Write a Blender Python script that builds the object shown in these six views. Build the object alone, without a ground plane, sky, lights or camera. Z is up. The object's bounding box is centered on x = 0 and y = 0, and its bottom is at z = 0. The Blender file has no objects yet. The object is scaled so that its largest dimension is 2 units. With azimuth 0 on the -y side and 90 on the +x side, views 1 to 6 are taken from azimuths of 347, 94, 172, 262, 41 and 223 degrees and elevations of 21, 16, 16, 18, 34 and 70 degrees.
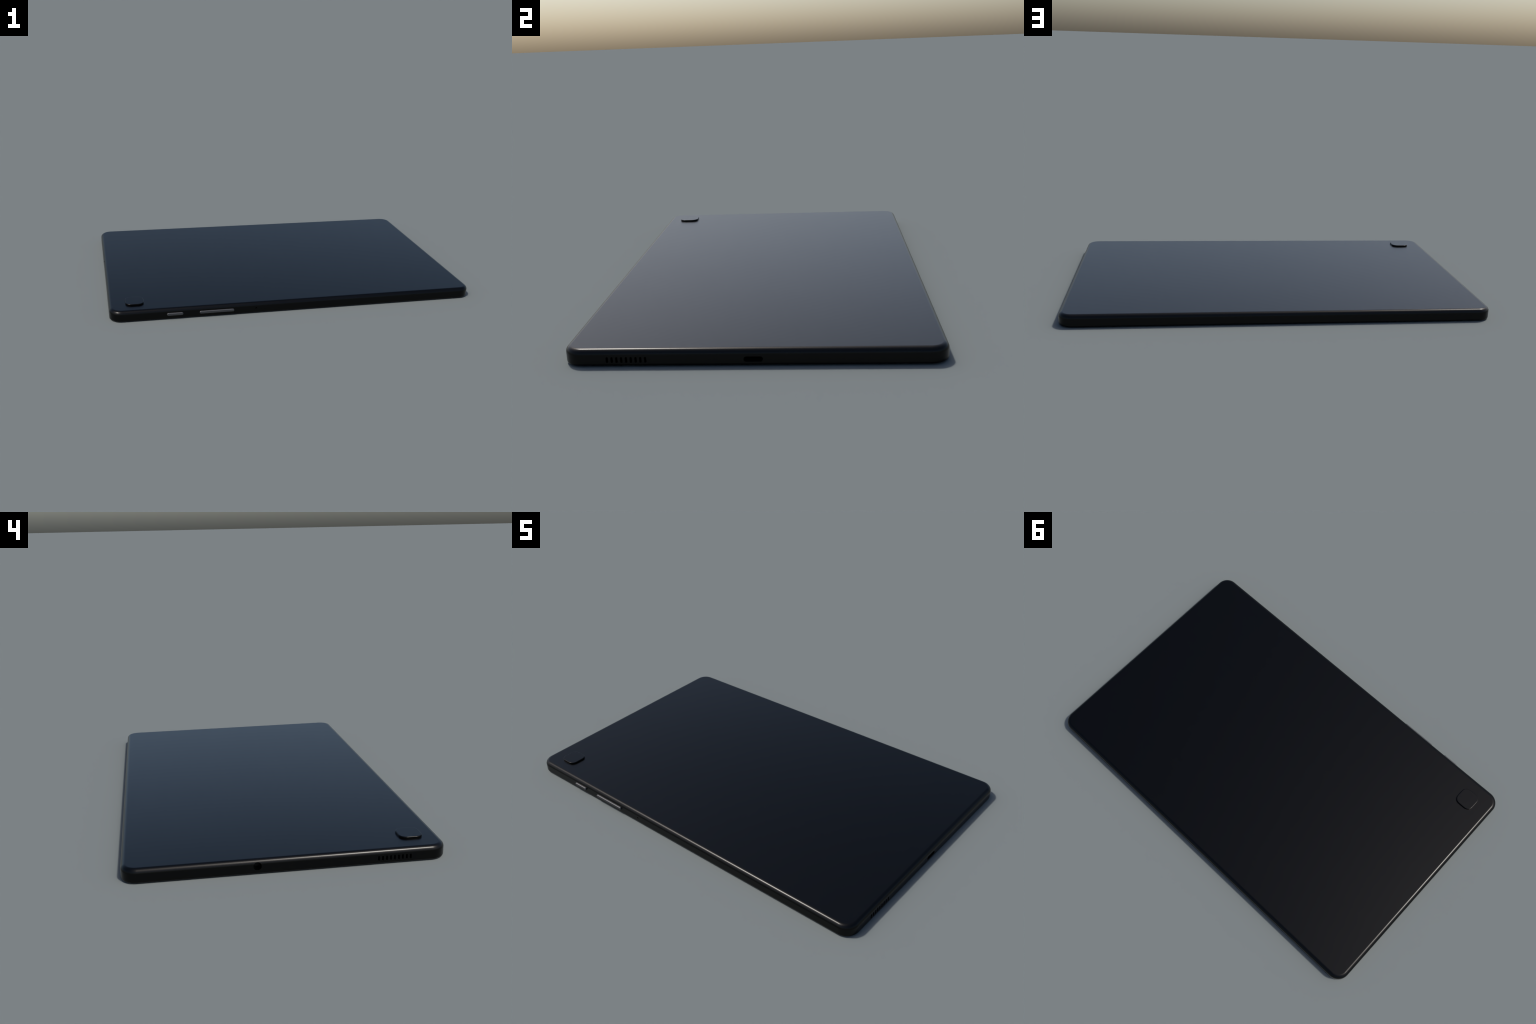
"""Slim tablet computer lying face down: rounded dark housing with camera bump,
side buttons, speaker slots, charging port, headphone jack and microphone hole."""
import bpy, bmesh, math
from mathutils import Matrix, Vector

# ------------------------------------------------------------------ sizes (m)
X0, X1 = -1.0, 1.0             # housing, long way
Y0, Y1 = -0.6270, 0.6347       # housing, short way (the buttons stand proud of Y0)
TOP = 0.0573                   # height of the flat back
CORNER = 0.062                 # plan radius of the four corners
R_TOP = 0.0205                 # rounding from the side wall into the back
R_LOW = 0.0075                 # rounding from the side wall to the display edge
BOTTOM = 0.0003                # housing rim; the display glass reaches z = 0

CX, CY = (X0 + X1) / 2, (Y0 + Y1) / 2
HX, HY = (X1 - X0) / 2, (Y1 - Y0) / 2


# ------------------------------------------------------------------ materials
def surface(name, colour, roughness, specular=0.5, metallic=0.0, grain=0.0, grain_scale=400.0, rough_var=0.03, coat=0.0):
    m = bpy.data.materials.new(name)
    m.use_nodes = True
    n, l = m.node_tree.nodes, m.node_tree.links
    p = n["Principled BSDF"]
    p.inputs["Metallic"].default_value = metallic
    p.inputs["Specular IOR Level"].default_value = specular
    p.inputs['Coat Weight'].default_value = coat
    p.inputs['Coat Roughness'].default_value = roughness
    tc = n.new("ShaderNodeTexCoord")
    noise = n.new("ShaderNodeTexNoise")
    noise.inputs["Scale"].default_value = grain_scale
    noise.inputs["Detail"].default_value = 2.0
    l.new(tc.outputs["Object"], noise.inputs["Vector"])
    ramp = n.new("ShaderNodeValToRGB")
    ramp.color_ramp.elements[0].position, ramp.color_ramp.elements[1].position = 0.3, 0.7
    ramp.color_ramp.elements[0].color = (*[c * 0.92 for c in colour], 1)
    ramp.color_ramp.elements[1].color = (*[c * 1.08 for c in colour], 1)
    l.new(noise.outputs["Fac"], ramp.inputs["Fac"])
    l.new(ramp.outputs["Color"], p.inputs["Base Color"])
    rr = n.new("ShaderNodeMapRange")
    rr.inputs["To Min"].default_value = roughness - rough_var
    rr.inputs["To Max"].default_value = roughness + rough_var
    l.new(noise.outputs["Fac"], rr.inputs["Value"])
    l.new(rr.outputs["Result"], p.inputs["Roughness"])
    if grain:
        b = n.new("ShaderNodeBump")
        b.inputs["Strength"].default_value = grain
        b.inputs["Distance"].default_value = 0.0005
        l.new(noise.outputs["Fac"], b.inputs["Height"])
        l.new(b.outputs["Normal"], p.inputs["Normal"])
    return m


HOUSING = surface("dark_satin_housing", (0.0125, 0.0125, 0.0125), 0.28, metallic=1.0, coat=0.16, rough_var=0.01)
BUTTON = surface("grey_button_metal", (0.115, 0.115, 0.120), 0.55, metallic=1.0)
SOCKET = surface("dark_grey_disc", (0.012, 0.012, 0.0125), 0.5, specular=0.3)
CAVITY = surface("black_cavity", (0.0015, 0.0015, 0.0015), 0.8, specular=0.1)
GLASS = surface("black_display_glass", (0.004, 0.004, 0.005), 0.08, rough_var=0.01)


# ------------------------------------------------------------------ helpers
def rounded_rect(cx, cy, hx, hy, r, steps):
    """Counter-clockwise outline of a rectangle with rounded corners."""
    r = min(r, hx, hy)
    pts = []
    for k, (sx, sy) in enumerate(((1, 1), (-1, 1), (-1, -1), (1, -1))):
        for i in range(steps + 1):
            a = math.pi / 2 * (k + i / steps)
            pts.append((cx + sx * (hx - r) + r * math.cos(a), cy + sy * (hy - r) + r * math.sin(a)))
    out = []
    for p in pts:
        if not out or math.dist(p, out[-1]) > 1e-7:
            out.append(p)
    if math.dist(out[0], out[-1]) < 1e-7:
        out.pop()
    return out


def loft(rings, cap_start=True, cap_end=True):
    """Skin a closed tube through rings of equal length; returns a bmesh."""
    bm = bmesh.new()
    rows = [[bm.verts.new(p) for p in ring] for ring in rings]
    n = len(rows[0])
    for a, b in zip(rows, rows[1:]):
        for i in range(n):
            bm.faces.new((a[i], a[(i + 1) % n], b[(i + 1) % n], b[i]))
    if cap_start:
        bm.faces.new(list(reversed(rows[0])))
    if cap_end:
        bm.faces.new(rows[-1])
    bmesh.ops.recalc_face_normals(bm, faces=bm.faces)
    return bm


def finish(bm, name, material, angle=35.0, parent=None):
    limit = math.radians(angle)
    for f in bm.faces:
        f.smooth = True
    for e in bm.edges:
        if len(e.link_faces) == 2 and e.calc_face_angle(0.0) > limit:
            e.smooth = False
    me = bpy.data.meshes.new(name)
    bm.to_mesh(me)
    bm.free()
    if material:
        me.materials.append(material)
    ob = bpy.data.objects.new(name, me)
    bpy.context.scene.collection.objects.link(ob)
    ob.parent = parent
    return ob


def weighted(ob):
    """Apply weighted normals so that flat faces stay flat beside their roundings."""
    mod = ob.modifiers.new("weighted", "WEIGHTED_NORMAL")
    mod.keep_sharp, mod.weight = True, 100
    mod.mode = "FACE_AREA"
    apply_modifiers(ob)


def apply_modifiers(ob):
    deps = bpy.context.evaluated_depsgraph_get()
    deps.update()
    new = bpy.data.meshes.new_from_object(ob.evaluated_get(deps))
    old, name = ob.data, ob.data.name
    ob.modifiers.clear()
    ob.data = new
    bpy.data.meshes.remove(old)
    new.name = name


def quarter(r, steps, start=0.0, end=math.pi / 2):
    return [start + (end - start) * i / steps for i in range(steps + 1)]


# ------------------------------------------------------------------ housing
def slab_profile(top, r_top, bottom, r_low):
    """(inset, height) pairs from the rim below to the edge of the flat back."""
    prof = []
    for a in quarter(r_low, 5):                      # rounding under the side wall
        prof.append((r_low * (1 - math.sin(a)), bottom + r_low * (1 - math.cos(a))))
    for a in quarter(r_top, 12):                     # rounding into the back
        prof.append((r_top * (1 - math.cos(a)), top - r_top * (1 - math.sin(a))))
    return prof


def slab(cx, cy, hx, hy, corner, prof, steps=16):
    rings = []
    for inset, z in prof:
        rings.append([(x, y, z) for x, y in rounded_rect(cx, cy, hx - inset, hy - inset, max(corner - inset, 0.002), steps)])
    return loft(rings)


def capsule_outline(length, height, steps=10):
    return rounded_rect(0, 0, length / 2, height / 2, min(length, height) / 2, steps)


def side_prism(outline, side, along, z, outside, inside):
    """Prism of a wall opening; outline is (along the wall, up), depth into the wall."""
    bm_rings = []
    for depth in (outside, -inside):
        ring = []
        for u, w in outline:
            if side == "front":
                ring.append((along + u, Y0 - depth, z + w))
            elif side == "right":
                ring.append((X1 + depth, along + u, z + w))
            else:
                ring.append((X0 - depth, along - u, z + w))
        bm_rings.append(ring)
    return bm_rings


# wall openings: kind, side, place along the wall, height, length, height of opening, depth
OPENINGS = []
SLOT_Z, SLOT_W, SLOT_H, SLOT_N = 0.0225, 0.0080, 0.0205, 9
for side in ("right", "left"):
    for i in range(SLOT_N):
        OPENINGS.append(("speaker_slot", side, -0.4755 + 0.1270 * i / (SLOT_N - 1), SLOT_Z, SLOT_W, SLOT_H, 0.020))
OPENINGS.append(("charging_port", "right", 0.0040, 0.0225, 0.0632, 0.0185, 0.045))
OPENINGS.append(("headphone_jack", "left", 0.1235, 0.0315, 0.0325, 0.0315, 0.050))
OPENINGS.append(("microphone_hole", "front", -0.2375, 0.0275, 0.0085, 0.0085, 0.015))

tablet = bpy.data.objects.new("tablet_computer", None)
bpy.context.scene.collection.objects.link(tablet)
tablet["label"] = "slim dark tablet computer lying face down, rounded edges"
tablet["category"] = "tablet"

bm = slab(CX, CY, HX, HY, CORNER, slab_profile(TOP, R_TOP, BOTTOM, R_LOW))
housing = finish(bm, "housing", HOUSING, parent=tablet)

cut = bmesh.new()
for kind, side, along, z, length, height, depth in OPENINGS:
    part = loft(side_prism(capsule_outline(length, height), side, along, z, 0.01, depth))
    tmp = bpy.data.meshes.new("opening_cutter")
    part.to_mesh(tmp)
    part.free()
    cut.from_mesh(tmp)
    bpy.data.meshes.remove(tmp)
cutter = finish(cut, "opening_cutter", HOUSING)
mod = housing.modifiers.new("openings", "BOOLEAN")
mod.operation, mod.solver, mod.object = "DIFFERENCE", "EXACT", cutter
apply_modifiers(housing)
bpy.data.objects.remove(cutter)
me = housing.data
bm = bmesh.new()
bm.from_mesh(me)
for e in bm.edges:
    e.smooth = not (len(e.link_faces) == 2 and e.calc_face_angle(0.0) > math.radians(35))
for f in bm.faces:
    f.smooth = True
bm.to_mesh(me)
bm.free()
weighted(housing)


# liners of the openings: a cup set 0.3 mm inside the hole, open to the outside
def liner(kind, side, along, z, length, height, depth):
    g = 0.0003
    rim = side_prism(capsule_outline(length - 2 * g, height - 2 * g), side, along, z, -0.0006, depth - 0.0004)
    lip = side_prism(capsule_outline(length - 4 * g, height - 4 * g), side, along, z, -0.0006, depth - 0.0010)
    rings = [rim[1], rim[0], lip[0], lip[1]]
    return finish(loft(rings), kind, HOUSING if kind == "headphone_jack" else CAVITY, parent=tablet)


for o in OPENINGS:
    cup = liner(*o)
    kind, side, along, z, length, height, depth = o
    if kind == "headphone_jack":                     # faintly lighter disc set deep in the jack
        ring = side_prism(capsule_outline(length - 0.003, height - 0.003), side, along, z, -0.036, 0.048)
        finish(loft(ring), "lighter_disc", SOCKET, parent=cup)


# ------------------------------------------------------------------ camera bump
BUMP_X, BUMP_Y, BUMP_HALF, BUMP_CORNER, BUMP_TOP = -0.8665, -0.5110, 0.0478, 0.0300, 0.0658
BUMP_R = 0.0030
prof = [(0.0, TOP - 0.004)]
for a in quarter(BUMP_R, 6):
    prof.append((BUMP_R * (1 - math.cos(a)), BUMP_TOP - BUMP_R * (1 - math.sin(a))))
bump = finish(slab(BUMP_X, BUMP_Y, BUMP_HALF, BUMP_HALF, BUMP_CORNER, prof), "camera_bump", HOUSING, parent=tablet)
weighted(bump)


# ------------------------------------------------------------------ buttons
def button(name, x_from, x_to, z, height, proud, r):
    length, rings = x_to - x_from, []
    steps = [(-0.006, 0.0)] + [(proud - r * (1 - math.sin(a)), r * (1 - math.cos(a))) for a in quarter(r, 6)]
    for depth, inset in steps:
        outline = capsule_outline(length - 2 * inset, height - 2 * inset)
        rings.append([((x_from + x_to) / 2 + u, Y0 - depth, z + w) for u, w in outline])
    ob = finish(loft(rings), name, BUTTON, parent=tablet)
    weighted(ob)
    return ob


button("power_button", -0.7090, -0.6245, 0.0277, 0.0150, 0.0075, 0.0035)
button("volume_button", -0.5395, -0.3565, 0.0273, 0.0150, 0.0075, 0.0035)


# ------------------------------------------------------------------ display side
glass_prof = [(0.0008, 0.0), (0.0, 0.0008), (0.0, 0.0030)]
inset = R_LOW + 0.0010
screen = finish(slab(CX, CY, HX - inset, HY - inset, CORNER - inset, glass_prof, 12), "display_glass", GLASS, parent=tablet)
